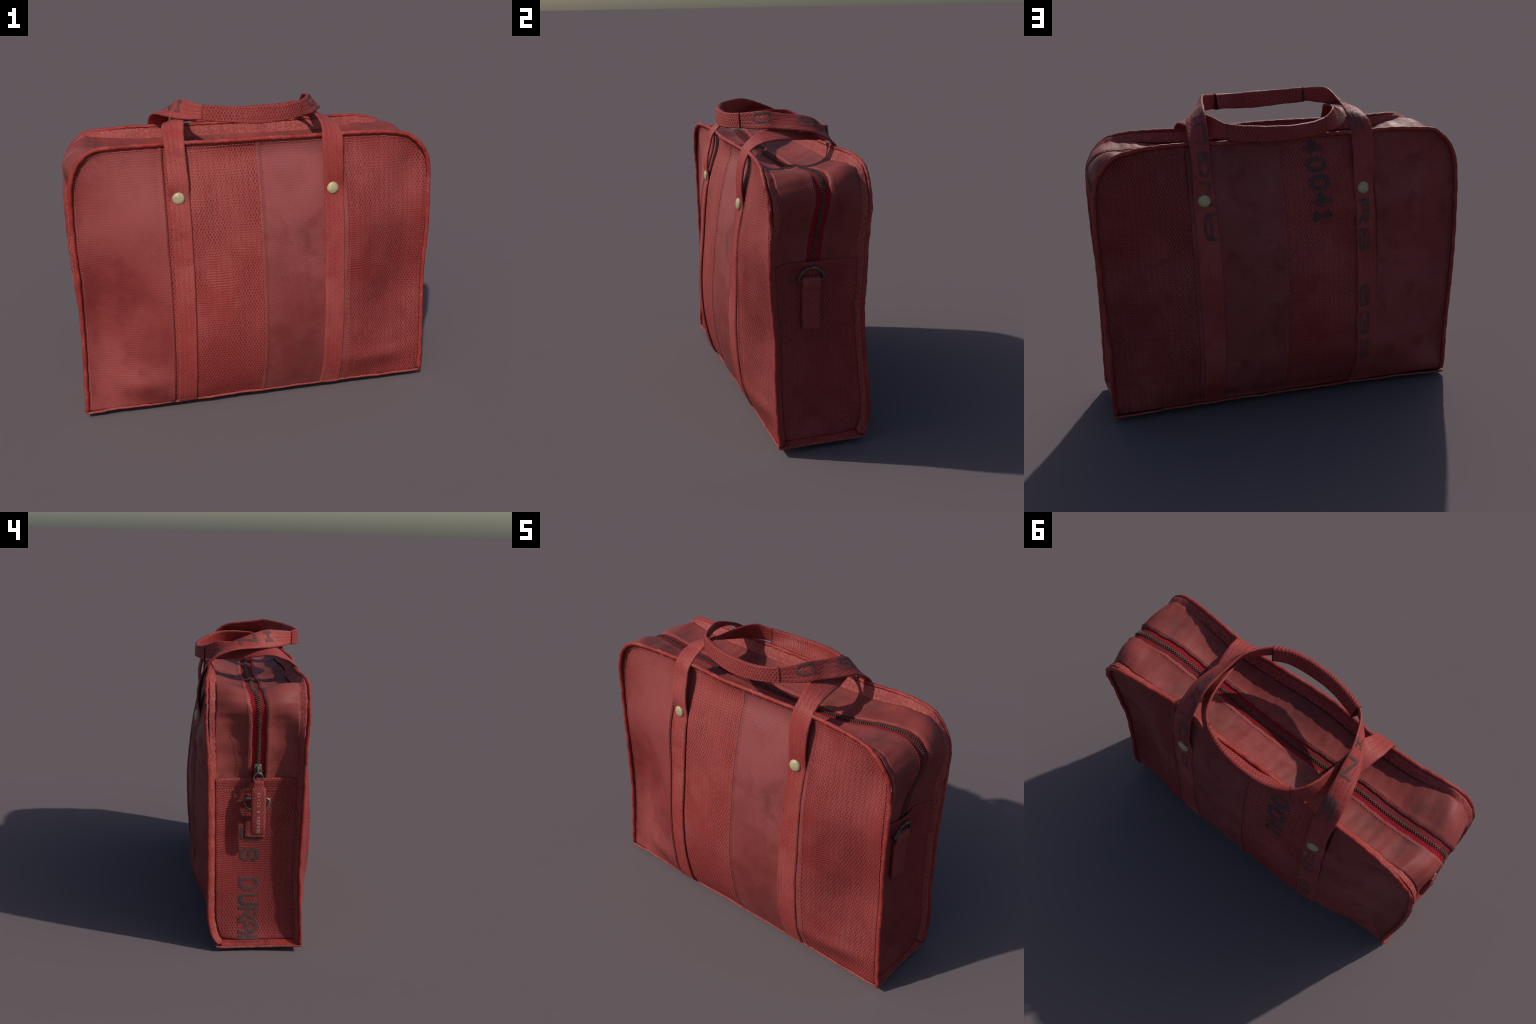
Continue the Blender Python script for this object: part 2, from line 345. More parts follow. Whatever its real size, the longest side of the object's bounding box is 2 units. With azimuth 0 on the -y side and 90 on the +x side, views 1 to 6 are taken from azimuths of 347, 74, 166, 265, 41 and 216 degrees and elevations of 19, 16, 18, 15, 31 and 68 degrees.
def face_point(u, v, side, inset=True):
    u = np.asarray(u, float); v = np.asarray(v, float)
    z = ZB + v * (ZT[side](u) - ZB)
    x = XL[side](z) + (u + 1)/2 * (XR[side](z) - XL[side](z))
    zl = ZB + v * (ZT[side](-1.0) - ZB); zr = ZB + v * (ZT[side](1.0) - ZB)
    r = (u + 1)/2
    c00, c10, c01, c11 = YB[side](-1.), YB[side](1.), YT[side](-1.), YT[side](1.)
    e = ((1-r)*YL[side](zl) + r*YR[side](zr) + (1-v)*YB[side](u) + v*YT[side](u)
         - ((1-r)*(1-v)*c00 + r*(1-v)*c10 + (1-r)*v*c01 + r*v*c11))
    e0 = (.5*(YL[side](zl) + YR[side](zr)) + (1-v)*YB[side](0.) + v*YT[side](0.)
          - .5*((1-v)*(c00 + c10) + v*(c01 + c11)))
    bulge = (PM[side](z) - e0) * np.where(u < 0, SPREAD[side, -1](-u), SPREAD[side, 1](u))
    y = e + bulge
    if inset:
        d = np.minimum(np.minimum(1 - np.abs(u), 9.) * .985, np.maximum(ZT[side](u) - z, 0))
        y = y + side * bumps(x, z, side) * soft(d, .0, .06)
        y = y - side * .007 * np.exp(-((d - .027)/.010)**2)
        y = y - side * .012 * soft(d, .012, .05) * np.exp(-(np.maximum(ZT[side](u) - z, 0)/.11)**2) * soft(z, 1.1, 1.3)
    return np.stack([x, y, z], -1)

def face_y(x, z, side):
    """depth of the cloth face at (x, z)"""
    xl, xr = XL[side](z), XR[side](z)
    u = 2*(x - xl)/(xr - xl) - 1
    v = (z - ZB)/(ZT[side](u) - ZB)
    return face_point(u, v, side)[..., 1]

# ---- cloth faces, four widths of hose each ----
for side in (-1, 1):
    strips = [(-.996, -.497, M_SMOOTH, 1), (-.515, .012, M_WEAVE if side < 0 else M_WEAVE, 0),
              (.004, .515, M_SMUDGE, 1), (.503, .996, M_WEAVE_FINE, 1)]
    for a, b, mat, lap in strips:
        nu = 56
        s = np.linspace(0, 1, nu)
        if a < -.9: s = s**1.5
        if b > .9: s = 1 - (1-s)**1.5
        u = a + (b-a)*s
        v = np.concatenate([np.linspace(0, .12, 16)[:-1], np.linspace(.12, .9, 90)[:-1], 1 - .1*np.linspace(1, 0, 26)**1.3])
        v = np.minimum(v, .9985)
        U, V = np.meshgrid(u, v)
        P = face_point(U, V, side)
        rise = .0045*lap*np.ones_like(U)
        for seam, sgn in ((-.497, 1), (.004, -1), (.503, -1)):      # folded, top-stitched borders stand a little higher
            if lap and min(abs(a-seam), abs(b-seam)) < .001:
                d = np.abs(U - seam)*.985
                rise += .0035*np.exp(-((d-.012)/.010)**2) - .003*np.exp(-((d-.033)/.006)**2)
        P[..., 1] += side*rise
        # pinch into the binding at the outside
        sheet("cloth_face", P, mat, .006, (0, side, 0))

# ---- boundary stations shared by binding and gusset ----
vs = np.linspace(0, 1, 70)
_t = np.linspace(-1, 1, 6001)
_e = face_point(_t, np.ones(6001), -1, inset=False)
_a = np.concatenate([[0], np.cumsum(np.linalg.norm(np.diff(_e, axis=0), axis=1))])
ts = np.interp(np.linspace(0, _a[-1], 221), _a, _t)          # evenly spaced over the top and round the corners
U_ST = np.concatenate([-np.ones(69), ts, np.ones(69)])
V_ST = np.concatenate([vs[:-1], np.ones(221), vs[:-1][::-1]])
NST = len(U_ST)

CEN_L = [(.03, -.965, .0), (.08, -.928, .002), (.16, -.910, .005), (.3, -.905, .006), (.5, -.898, .008), (.7, -.895, .010), (.85, -.902, .010), (.97, -.922, .011), (1.1, -.943, .011), (1.2, -.960, .012), (1.30, -.978, .015)]
CEN_R = [(.03, .975, -.02), (.08, .945, -.02), (.16, .916, -.02), (.3, .905, -.03), (.5, .901, -.036), (.7, .896, -.042), (.85, .897, -.044), (.97, .906, -.042), (1.07, .919, -.040), (1.157, .932, -.032), (1.224, .956, -.026), (1.285, .974, -.016)]
CEN_T = [(-1, -.979, .015, 1.30), (-.987, -.986, .018, 1.365), (-.963, -.963, .026, 1.413), (-.92, -.917, .033, 1.446), (-.875, -.871, .034, 1.449), (-.81, -.80, .034, 1.444), (-.65, -.642, .028, 1.424),
         (-.484, -.477, .016, 1.420), (-.25, -.247, .012, 1.408), (-.06, -.057, .009, 1.400), (.158, .156, .002, 1.399), (.397, .391, -.014, 1.403), (.53, .522, -.017, 1.413), (.633, .624, -.019, 1.432),
         (.757, .746, -.016, 1.454), (.857, .844, -.004, 1.455), (.923, .909, -.005, 1.444), (.968, .959, -.008, 1.406), (.989, .982, -.009, 1.355), (1, .975, -.016, 1.287)]
def table(keys):
    return [curve1d([(k[0], k[i]) for k in keys]) for i in range(1, len(keys[0]))]
cl, cr, ct = table(CEN_L), table(CEN_R), table(CEN_T)

EDGE, CREASE, OUTN = {}, {}, {}
for side in (-1, 1):
    E = face_point(U_ST, V_ST, side, inset=False)
    T = np.gradient(E, axis=0); T[:, 1] = 0; T = unit(T)
    N = np.stack([-T[:, 2], np.zeros(NST), T[:, 0]], 1)           # outward in the face plane
    for _ in range(3):
        N[1:-1] = unit(.25*N[:-2] + .5*N[1:-1] + .25*N[2:])
    q = np.arange(NST)
    E = E + N * (.0018*wobble(q*.11, 5 + side))[:, None]
    E[:, 1] += .002*wobble(q*.09, 9 + side)
    EDGE[side], OUTN[side] = E, N
    cor = np.where(V_ST < 1, soft(E[:, 2], 1.12, 1.30), 1 - soft(1 - np.abs(U_ST), .06, .20))   # gusset comes up to the edge round the corners
    mid_top = np.where(V_ST < 1, 0, 1 - soft(np.abs(U_ST), .55, .85))
    INS = .040 - .034*cor + (.036 if side < 0 else .026)*mid_top
    K = E - N*INS[:, None]; K[:, 1] -= side*(.038 + .010*cor - .002*mid_top)
    CORNER = cor
    CREASE[side] = K

C = np.zeros((NST, 3))
zst = ZB + V_ST*(1.295 - ZB)
L_, R_ = slice(0, 69), slice(NST-69, NST)
C[L_] = np.stack([cl[0](zst[L_]), cl[1](zst[L_]), zst[L_]], 1)
C[R_] = np.stack([cr[0](zst[R_]), cr[1](zst[R_]), zst[R_]], 1)
C[69:69+221] = np.stack([f(U_ST[69:69+221]) for f in ct], 1)
for _ in range(4):
    C[1:-1] = .25*C[:-2] + .5*C[1:-1] + .25*C[2:]
TC = np.gradient(C, axis=0); TC[:, 1] = 0; TC = unit(TC)
NC = np.stack([-TC[:, 2], np.zeros(NST), TC[:, 0]], 1)
for _ in range(3):
    NC[1:-1] = unit(.25*NC[:-2] + .5*NC[1:-1] + .25*NC[2:])
YH = np.array([0, 1.0, 0])

# ---- bound edges: rolled cord outside, flat tape running in to the gusset ----
for side in (-1, 1):
    E, N = EDGE[side], OUTN[side]
    f = np.array([0, side, 0.0])
    q = np.arange(NST)
    rip = 1 + .06*wobble(q*.2, 21 + side)
    prof = [(-.024, -.004), (-.0215, .004), (-.017, .0085), (-.011, .0105), (-.005, .0090), (-.001, .0050), (.0008, 0), (-.001, -.0055), (-.006, -.0105), (-.010, -.0125)]
    P = np.stack([E + N*(a*1.0) + f*(b)*rip[:, None] for a, b in prof], 1)
    sheet("edge_binding", P, M_BIND, .004, (N + f)[:, None, :])
    tp = [(-.009, -.0110), (-.014, -.0165), (-.022, -.024), (-.031, -.031), (-.040, -.036), (-.043, -.043)]
    tp = np.array(tp)
    kN = ((INS + .003)/.043)[:, None]
    kY = ((.038 + .010*cor - .002*mid_top)/.038)[:, None]
    P = np.stack([E + N*(a*kN) + f*b*kY for a, b in tp], 1)
    P += (N*(.0022*np.sin(q*1.3) * 0 + .0010*wobble(q*.3, 33 + side))[:, None])[:, None, :] * np.array([0, .6, 1, 1, .6, 0])[None, :, None]
    sheet("seam_tape", P, M_TAPE, .004, (N - f)[:, None, :])

# ---- zipped upper gusset: two long cloths with rolled lips ----
iL = int(np.argmin(np.abs(zst[L_] - .955)))
iR = NST - 69 + int(np.argmin(np.abs(zst[R_] - .970)))
ZR = np.arange(iL, iR + 1)
LIP_H, LIP_W = .004, .042
for side in (-1, 1):
    K = CREASE[side][ZR] - OUTN[side][ZR]*.001
    lip = C[ZR] + NC[ZR]*LIP_H + YH*side*LIP_W
    lip[:, 1] += .003*wobble(ZR*.08, 40 + side)
    rows = []
    for t in np.linspace(0, 1, 17):
        g = 1 - (1-t)**1.15
        p = K*(1-t) + lip*t
        straight = K*(1-g) + lip*g
        p[:, [0, 2]] = straight[:, [0, 2]]
        top_u = np.where(V_ST[ZR] < 1, 9, U_ST[ZR])
        bump_u = lambda c, w: np.exp(-((top_u - c)/w)**2)
        wall = np.exp(-((EDGE[side][ZR][:, 2] - 1.27)/.085)**2)
        seam_dip = np.exp(-((EDGE[side][ZR][:, 2] - 1.00)/.10)**2)
        puff = math.sin(math.pi*t) * (-.013 + .009*bump_u(-.1, .5) - .041*wall - .012*seam_dip + .026*CORNER[ZR] + .004*wobble(ZR*.022, 50 + side)
                + (.022*bump_u(-.78, .13) if side < 0 else .006*bump_u(-.7, .2) + .020*bump_u(.84, .12)))
        ridge = .003*math.exp(-((t-.93)/.05)**2)
        p = p + NC[ZR]*(puff + ridge)[:, None]
        rows.append(p)
    for a, b in ((-.004, -.003), (-.0065, -.008), (-.005, -.014)):
        rows.append(lip + NC[ZR]*b + YH*side*a)
    sheet("gusset_cloth", np.stack(rows, 1), M_GUSSET, .004, NC[ZR][:, None, :])

# ---- zip tape and teeth ----
tape = []
for w in np.linspace(-1, 1, 13):
    h = -.004 - .006*max(0, abs(w) - .6)
    tape.append(C[ZR] + NC[ZR]*h + YH*w*.055)
sheet("zip_tape", np.stack(tape, 1), M_ZIPTAPE, .003, NC[ZR][:, None, :])

zc = C[ZR] + NC[ZR]*.0005
zl = np.concatenate([[0], np.cumsum(np.linalg.norm(np.diff(zc, axis=0), axis=1))])
pitch = .0062
V, F = [], []
for k, s in enumerate(np.arange(.02, zl[-1] - .02, pitch)):
    i = min(int(np.searchsorted(zl, s)), len(ZR) - 1)
    p = np.array([np.interp(s, zl, zc[:, j]) for j in range(3)])
    t, nn = unit(np.gradient(zc, axis=0)[i]), NC[ZR][i]
    sg = 1 if k % 2 else -1
    c0 = p + YH*sg*.0042
    b = len(V)
    for dz in (0, 1):
        for dy, dt in ((-1, -1), (1, -1), (1, 1), (-1, 1)):
            V.append(c0 + YH*dy*(.0064 - .0018*dz) + t*dt*(.0024 - .0006*dz) + nn*(-.004 + .0075*dz))
    F += [(b+4, b+5, b+6, b+7)] + [(b+i0, b+(i0+1) % 4, b+4+(i0+1) % 4, b+4+i0) for i0 in range(4)]
add_mesh("zip_teeth", V, F, M_TEETH, smooth=False, kind="stuff")

# ---- lower end cloths ----
END = {}
def end_points(ks, zt=None):
    rows = []
    for t in np.linspace(0, 1, 41):
        g = 1 - abs(2*t - 1)**2.6
        K0, K1 = CREASE[-1][ks], CREASE[1][ks]
        edge = K0*(1-t) + K1*t
        p = edge.copy()
        cen = C[ks] + NC[ks]*LIP_H*.9
        p[:, 0] = edge[:, 0]*(1-g) + cen[:, 0]*g
        p[:, 2] = edge[:, 2]
        rows.append(p)
    return np.stack(rows, 1)
for nm, ks, sgn in (("left", np.arange(1, iL + 3), -1), ("right", np.arange(iR - 3, NST - 1)[::-1], 1)):
    P = end_points(ks)
    for i, kk in enumerate(ks):
        w = float(soft(np.array(len(ks) - 1 - i), 26, 3)) if False else 1 - float(soft(np.array(float(len(ks) - 1 - i)), 3, 24))
        if w <= 0: continue
        for sd in (-1, 1):
            K, L = CREASE[sd][kk], C[kk] + NC[kk]*LIP_H + YH*sd*LIP_W
            y = P[i, :, 1]
            m = (y - C[kk, 1])*sd >= 0
            tt = np.clip((y - K[1])/(L[1] - K[1]), 0, 1)
            gx = K[0] + (L[0] - K[0])*(1 - (1-tt)**1.15) - sgn*(.016 if sgn < 0 else .029)*np.sin(math.pi*tt)
            P[i, m, 0] = (P[i, :, 0]*(1-w) + gx*w)[m]
    n = len(ks)
    rise = np.full(n, .006); k = n - 1 - np.arange(n)
    P[..., 0] += sgn*(.0035 + .0025*np.exp(-((k-1.0)/1.0)**2) - .0015*np.exp(-((k-3.2)/.6)**2))[:, None]
    P[..., 0] += sgn*.006*np.sin(P[..., 2]*7 + 1)*np.sin(math.pi*np.linspace(0, 1, 41))[None, :]
    P[:3, :, 2] = np.minimum(P[:3, :, 2], P[3:4, :, 2])
    END[sgn] = P
    sheet("end_cloth", P, M_END, .005, (sgn, 0, 0))

def end_x(y, z, sgn):
    P = END[sgn].reshape(-1, 3)
    d = (P[:, 1] - y)**2 + (P[:, 2] - z)**2
    i = np.argsort(d)[:6]; w = 1/(d[i] + 1e-6)
    return float((P[i, 0]*w).sum()/w.sum())

# ---- bottom: hem cord all round and a sagging base ----
def hem(side):
    u = np.linspace(-1, 1, 90)
    p = face_point(u, np.zeros(90), side, inset=False)
    p[:, 2] = (.0455 if side < 0 else .038) - .008*np.abs(u)**4 + .003*wobble(u*2, 60 + side) - (.008*np.maximum(-u, 0)**3 if side > 0 else 0)
    p[:, 1] += side*(.004 + .002*wobble(u*3, 61 + side)); p[:, 0] *= .994
    return p
hf, hb = hem(-1), hem(1)
def end_hem(a, b, sgn):
    t = np.linspace(0, 1, 26)[1:-1, None]
    p = a*(1-t) + b*t
    p[:, 0] -= sgn*.014*np.sin(math.pi*t[:, 0]); p[:, 2] -= .006*np.sin(math.pi*t[:, 0])
    return p
loop = np.concatenate([hf, end_hem(hf[-1], hb[-1], 1), hb[::-1], end_hem(hb[0], hf[0], -1)])
tube("hem_cord", loop, .0068 + .0009*wobble(np.arange(len(loop))*.25, 66), M_TAPE, 10, closed=True)
rows = []
for t in np.linspace(0, 1, 25):
    p = hf*(1-t) + hb*t
    k = np.sin(math.pi*t)**.5 * (1 - np.abs(np.linspace(-1, 1, 90))**8)
    e = np.abs(np.linspace(-1, 1, 90))**6
    p[:, 0] -= np.sign(p[:, 0])*.012*math.sin(math.pi*t)*e
    p[:, 2] = p[:, 2]*(1 - k) + .0005*k
    rows.append(p)
Pb = np.stack(rows, 0)
Pb[..., 2] = np.maximum(Pb[..., 2], .0)
sheet("base_cloth", Pb, M_SMUDGE, .004, (0, 0, -1))
for sgn in (-1, 1):      # narrow folded lip under each end cloth
    a = END[sgn][0]
    src = end_hem(hf[-1] if sgn > 0 else hf[0], hb[-1] if sgn > 0 else hb[0], sgn)
    t = np.linspace(0, 1, len(a)); s = np.linspace(0, 1, len(src))
    b = np.stack([np.interp(t, s, src[:, j]) for j in range(3)], 1)
    b[:, 2] += .006
    P = np.stack([a*(1-w) + b*w + np.array([-sgn*.004*math.sin(math.pi*w), 0, 0]) for w in np.linspace(0, 1, 5)], 0)
    sheet("base_fold", P, M_BIND, .003, (sgn, 0, 0))

# ---------------------------------------------------------------- carry straps
def ribbon(name, A, B, mat, thick, sign, nseg, grooves=(.27, .5, .73), w0=0.0, w1=1.0, edge_up=.0, bulge=0.0, parent=None, lift=0.0, wedge=None):
    """strap swept between its inner edge A and outer edge B; outer surface follows the edges"""
    A, B = np.array(A), np.array(B)
    t = unit(np.gradient((A + B)/2, axis=0)); w = unit(B - A); n = unit(np.cross(t, w))*sign
    wd = np.zeros(len(A)) if wedge is None else np.asarray(wedge)
    W = [0, .012, .035, .08]
    for g in np.linspace(.13, .87, 23): W.append(g)
    W += [.92, .965, .988, 1]
    W = np.array(W)
    V = []
    for k, q in enumerate(W):
        h = -.45*thick*(1 - min(1, min(q, 1-q)/.05))**2
        for g in grooves: h -= .0016*math.exp(-((q-g)/.022)**2)
        h += edge_up*(math.exp(-((q-.07)/.04)**2) + math.exp(-((q-.93)/.04)**2)) + bulge*math.sin(math.pi*q)
        qq = w0 + (w1-w0)*q
        V.append(A*(1-qq) + B*qq + n*(h + lift))
    for q in W[::-1]:
        h = (-thick - wd*q**(1.3 if sign > 0 else 2.6) + (.45*thick + .3*wd*q)*(1 - min(1, min(q, 1-q)/.08))**2 - bulge*math.sin(math.pi*q))[:, None]
        qq = w0 + (w1-w0)*q
        V.append(A*(1-qq) + B*qq + n*h)
    P = np.stack(V, 1); nr, nc, _ = P.shape
    F = grid_faces(nr, nc, True)
    F += [tuple(range(nc)), tuple(reversed([(nr-1)*nc + j for j in range(nc)]))]
    if sign < 0: F = [tuple(reversed(f)) for f in F]
    return add_mesh(name, P.reshape(-1, 3), F, mat, parent), n

def strap_on_face(x_in, x_out, side, zs):
    a, b = [], []
    for z in zs:
        xi, xo = x_in(z), x_out(z)
        ya, yb = face_y(xi, z, side), face_y(xo, z, side)
        a.append((float(xi), float(ya) + side*.0125, z)); b.append((float(xo), float(yb) + side*.0125, z))
    return a, b
ZS = [.052, .10, .17, .26, .36, .47, .58, .69, .80, .90, 1.00, 1.09, 1.165, 1.225]
BACK_R = (curve1d([(0, .372), (.4, .360), (.75, .356), (1.0, .360), (1.25, .366)]), curve1d([(0, .484), (.4, .476), (.9, .477), (1.25, .479)]))
BACK_L = (curve1d([(0, -.372), (.2, -.380), (.5, -.383), (1.0, -.383), (1.25, -.379)]), curve1d([(0, -.486), (.3, -.495), (.8, -.498), (1.25, -.491)]))
FRONT_R = (curve1d([(0, .360), (.25, .360), (.6, .363), (1.0, .368), (1.25, .372)]), curve1d([(0, .476), (.4, .476), (.8, .478), (1.25, .480)]))
FRONT_L = (curve1d([(0, -.372), (.4, -.370), (.8, -.363), (1.25, -.362)]), curve1d([(0, -.480), (.4, -.474), (.8, -.470), (1.25, -.472)]))

# (inner edge, outer edge) pairs, from the right-hand face over the top to the left-hand face
rear_mid = [((.376, .296, 1.34), (.477, .302, 1.345)), ((.376, .284, 1.41), (.476, .289, 1.415)), ((.376, .272, 1.460), (.477, .272, 1.472)), ((.377, .262, 1.506), (.477, .243, 1.523)),
            ((.377, .243, 1.548), (.477, .207, 1.555)), ((.376, .205, 1.606), (.475, .163, 1.580)), ((.373, .166, 1.652), (.472, .112, 1.599)), ((.372, .128, 1.672), (.464, .070, 1.606)),
            ((.367, .080, 1.684), (.452, .030, 1.612)), ((.360, .013, 1.691), (.438, -.015, 1.616)), ((.350, -.055, 1.701), (.415, -.062, 1.618)), ((.337, -.115, 1.712), (.390, -.112, 1.617)),
            ((.312, -.166, 1.707), (.350, -.162, 1.612)), ((.281, -.212, 1.699), (.303, -.203, 1.612)), ((.244, -.246, 1.691), (.250, -.246, 1.613)), ((.177, -.280, 1.686), (.177, -.282, 1.607)),
            ((.105, -.293, 1.684), (.105, -.296, 1.602)), ((.031, -.296, 1.685), (.031, -.300, 1.601)), ((-.05, -.292, 1.687), (-.05, -.296, 1.604)), ((-.129, -.277, 1.691), (-.129, -.280, 1.610)),
            ((-.206, -.253, 1.695), (-.206, -.254, 1.617)), ((-.250, -.236, 1.698), (-.252, -.236, 1.622)), ((-.286, -.214, 1.700), (-.292, -.212, 1.624)), ((-.315, -.170, 1.707), (-.332, -.180, 1.619)),
            ((-.337, -.115, 1.715), (-.365, -.142, 1.617)), ((-.354, -.070, 1.715), (-.392, -.100, 1.616)), ((-.365, -.020, 1.705), (-.420, -.050, 1.618)), ((-.370, .032, 1.687), (-.446, .003, 1.620)),
            ((-.373, .078, 1.668), (-.463, .056, 1.619)), ((-.376, .123, 1.649), (-.477, .111, 1.615)), ((-.379, .163, 1.626), (-.486, .165, 1.602)), ((-.381, .202, 1.598), (-.493, .217, 1.583)),
            ((-.381, .236, 1.556), (-.495, .252, 1.555)), ((-.380, .264, 1.513), (-.495, .279, 1.526)), ((-.379, .294, 1.455), (-.493, .312, 1.460)), ((-.379, .308, 1.390), (-.492, .326, 1.395)), ((-.379, .314, 1.32), (-.492, .330, 1.325))]
front_mid = [((.370, -.301, 1.32), (.480, -.298, 1.32)), ((.367, -.297, 1.39), (.481, -.291, 1.39)), ((.363, -.286, 1.445), (.482, -.280, 1.452)), ((.366, -.275, 1.487), (.484, -.257, 1.508)), ((.370, -.259, 1.527), (.482, -.232, 1.534)),
             ((.373, -.234, 1.557), (.479, -.200, 1.549)), ((.371, -.200, 1.583), (.477, -.165, 1.560)), ((.366, -.162, 1.602), (.471, -.128, 1.564)), ((.362, -.105, 1.615), (.463, -.085, 1.566)), ((.358, -.040, 1.625), (.452, -.030, 1.565)),
             ((.354, .030, 1.632), (.437, .030, 1.560)), ((.349, .090, 1.635), (.415, .095, 1.553)), ((.339, .146, 1.633), (.390, .155, 1.545)), ((.325, .190, 1.625), (.355, .205, 1.537)), ((.304, .226, 1.613), (.318, .240, 1.531)),
             ((.270, .253, 1.602), (.275, .268, 1.528)), ((.215, .282, 1.596), (.216, .290, 1.520)), ((.160, .303, 1.592), (.160, .308, 1.517)), ((.100, .317, 1.587), (.100, .320, 1.516)), ((.031, .325, 1.585), (.031, .328, 1.517)),
             ((-.043, .325, 1.584), (-.043, .328, 1.519)), ((-.106, .321, 1.587), (-.106, .322, 1.522)), ((-.173, .306, 1.591), (-.173, .306, 1.526)), ((-.226, .284, 1.600), (-.228, .285, 1.529)), ((-.268, .254, 1.618), (-.276, .262, 1.532)),
             ((-.300, .216, 1.637), (-.323, .228, 1.536)), ((-.320, .165, 1.642), (-.365, .180, 1.542)), ((-.333, .105, 1.640), (-.400, .120, 1.550)), ((-.341, .040, 1.636), (-.428, .055, 1.560)), ((-.347, -.030, 1.630), (-.448, -.005, 1.574)),
             ((-.351, -.090, 1.622), (-.461, -.065, 1.585)), ((-.355, -.140, 1.609), (-.472, -.115, 1.584)), ((-.362, -.178, 1.580), (-.477, -.155, 1.572)), ((-.368, -.211, 1.552), (-.478, -.198, 1.557)), ((-.369, -.242, 1.519), (-.479, -.240, 1.525)),
             ((-.371, -.264, 1.484), (-.478, -.262, 1.485)), ((-.371, -.276, 1.435), (-.476, -.274, 1.438)), ((-.369, -.292, 1.375), (-.475, -.290, 1.378)), ((-.366, -.301, 1.31), (-.474, -.299, 1.31))]

STRAPS = {}
for side, mid, right, left in ((1, rear_mid, BACK_R, BACK_L), (-1, front_mid, FRONT_R, FRONT_L)):
    a0, b0 = strap_on_face(*right, side, ZS)
    a1, b1 = strap_on_face(*left, side, ZS[::-1])
    ea = a0 + [m[0] for m in mid] + a1
    eb = b0 + [m[1] for m in mid] + b1
    # resample both edges with one common parameter (length along the middle)
    M = (np.array(ea) + np.array(eb))/2
    def dense(e):
        p = np.array(e, float); p = np.vstack([2*p[0]-p[1], p, 2*p[-1]-p[-2]]); o = []
        for i in range(1, len(p)-2):
            for s in np.linspace(0, 1, 8, endpoint=False):
                a, b, c, d = p[i-1:i+3]
                o.append(.5*(2*b + (c-a)*s + (2*a-5*b+4*c-d)*s*s + (3*b-a-3*c+d)*s**3))
        o.append(p[-2]); return np.array(o)
    A, B = dense(ea), dense(eb)
    for _ in range(3):
        A[1:-1] = .25*A[:-2] + .5*A[1:-1] + .25*A[2:]; B[1:-1] = .25*B[:-2] + .5*B[1:-1] + .25*B[2:]
    m = (A + B)/2
    L = np.concatenate([[0], np.cumsum(np.linalg.norm(np.diff(m, axis=0), axis=1))])
    q = np.arange(0, L[-1], .0075)
    A = np.stack([np.interp(q, L, A[:, k]) for k in range(3)], 1); B = np.stack([np.interp(q, L, B[:, k]) for k in range(3)], 1)
    jig = .0016
    w = unit(B - A)
    A = A + w*(jig*wobble(q*2.5, 70 + side))[:, None]; B = B + w*(jig*wobble(q*2.5, 75 + side))[:, None]
    ob, n = ribbon("carry_strap", A, B, M_STRAP, .013, side, len(q))
    STRAPS[side] = dict(A=A, B=B, n=n, q=q, ob=ob, len=q[-1])
    # padded grip sleeve round the middle of the handle
    xm = ((A + B)/2)[:, 0]; top = ((A + B)/2)[:, 2] > 1.53
    lo, hi = (-.272, .256) if side > 0 else (-.240, .283)
    ks = np.where((xm > lo) & (xm < hi) & top)[0]
    sl = slice(ks[0], ks[-1] + 1)
    depth = np.full(len(A), .026) if side > 0 else np.clip(((A + B)/2)[:, 1] - .262, .022, .060)  # front handle: added depth stands in for the scan's filled web
    ribbon("grip_sleeve", A[sl], B[sl], M_GRIP, .020, side, len(ks), grooves=(), w0=-.03, w1=1.03 if side > 0 else 1.12, bulge=.002, parent=ob, lift=.0025, edge_up=.0025, wedge=depth[sl])
    for c in (ks[0], ks[-1]):
        e = slice(max(c-1, 0), c + 1)
        k2 = np.array([c - .2, c + .2])
        Ae = np.stack([np.interp(k2, np.arange(len(A)), A[:, j]) for j in range(3)], 1); Be = np.stack([np.interp(k2, np.arange(len(B)), B[:, j]) for j in range(3)], 1)
        ribbon("grip_end_trim", Ae, Be, M_GRIP_END, .0215, side, 2, grooves=(), w0=-.035, w1=1.035 if side > 0 else 1.125, bulge=.002, parent=ob, lift=.0034, wedge=np.interp(k2, np.arange(len(A)), depth))

# ---- rivets ----
def rivet(p, n, r=.0325):
    n = unit(np.array(n, float)); a = unit(np.cross(n, (0, 0, 1.0))); b = np.cross(n, a)
    V, F = [], []
    prof = [(1.0, -.004), (1.02, .002), (.97, .006), (.85, .0095), (.6, .0125), (.3, .014)]
    for rr, h in prof:
        for k in range(28):
            t = 2*math.pi*k/28
            V.append(p + r*rr*(a*math.cos(t) + b*math.sin(t)) + n*h)
    V.append(p + n*.0143)
    F = grid_faces(len(prof), 28, True); c = len(V) - 1; s = (len(prof)-1)*28
    F += [(s + k, s + (k+1) % 28, c) for k in range(28)]
    add_mesh("rivet", V, F, M_BRASS)
for x, z, side in ((-.423, 1.233, -1), (.417, 1.224, -1), (.424, 1.223, 1), (-.427, 1.224, 1)):
    S = STRAPS[side]; mid = (S["A"] + S["B"])/2
    i = int(np.argmin((mid[:, 0]-x)**2 + (mid[:, 2]-z)**2 + 9*(np.sign(mid[:, 1]) != side)))
    fx = (x - S["A"][i, 0])/(S["B"][i, 0] - S["A"][i, 0])
    p = S["A"][i]*(1-fx) + S["B"][i]*fx; p[2] = z
    rivet(p, S["n"][i])

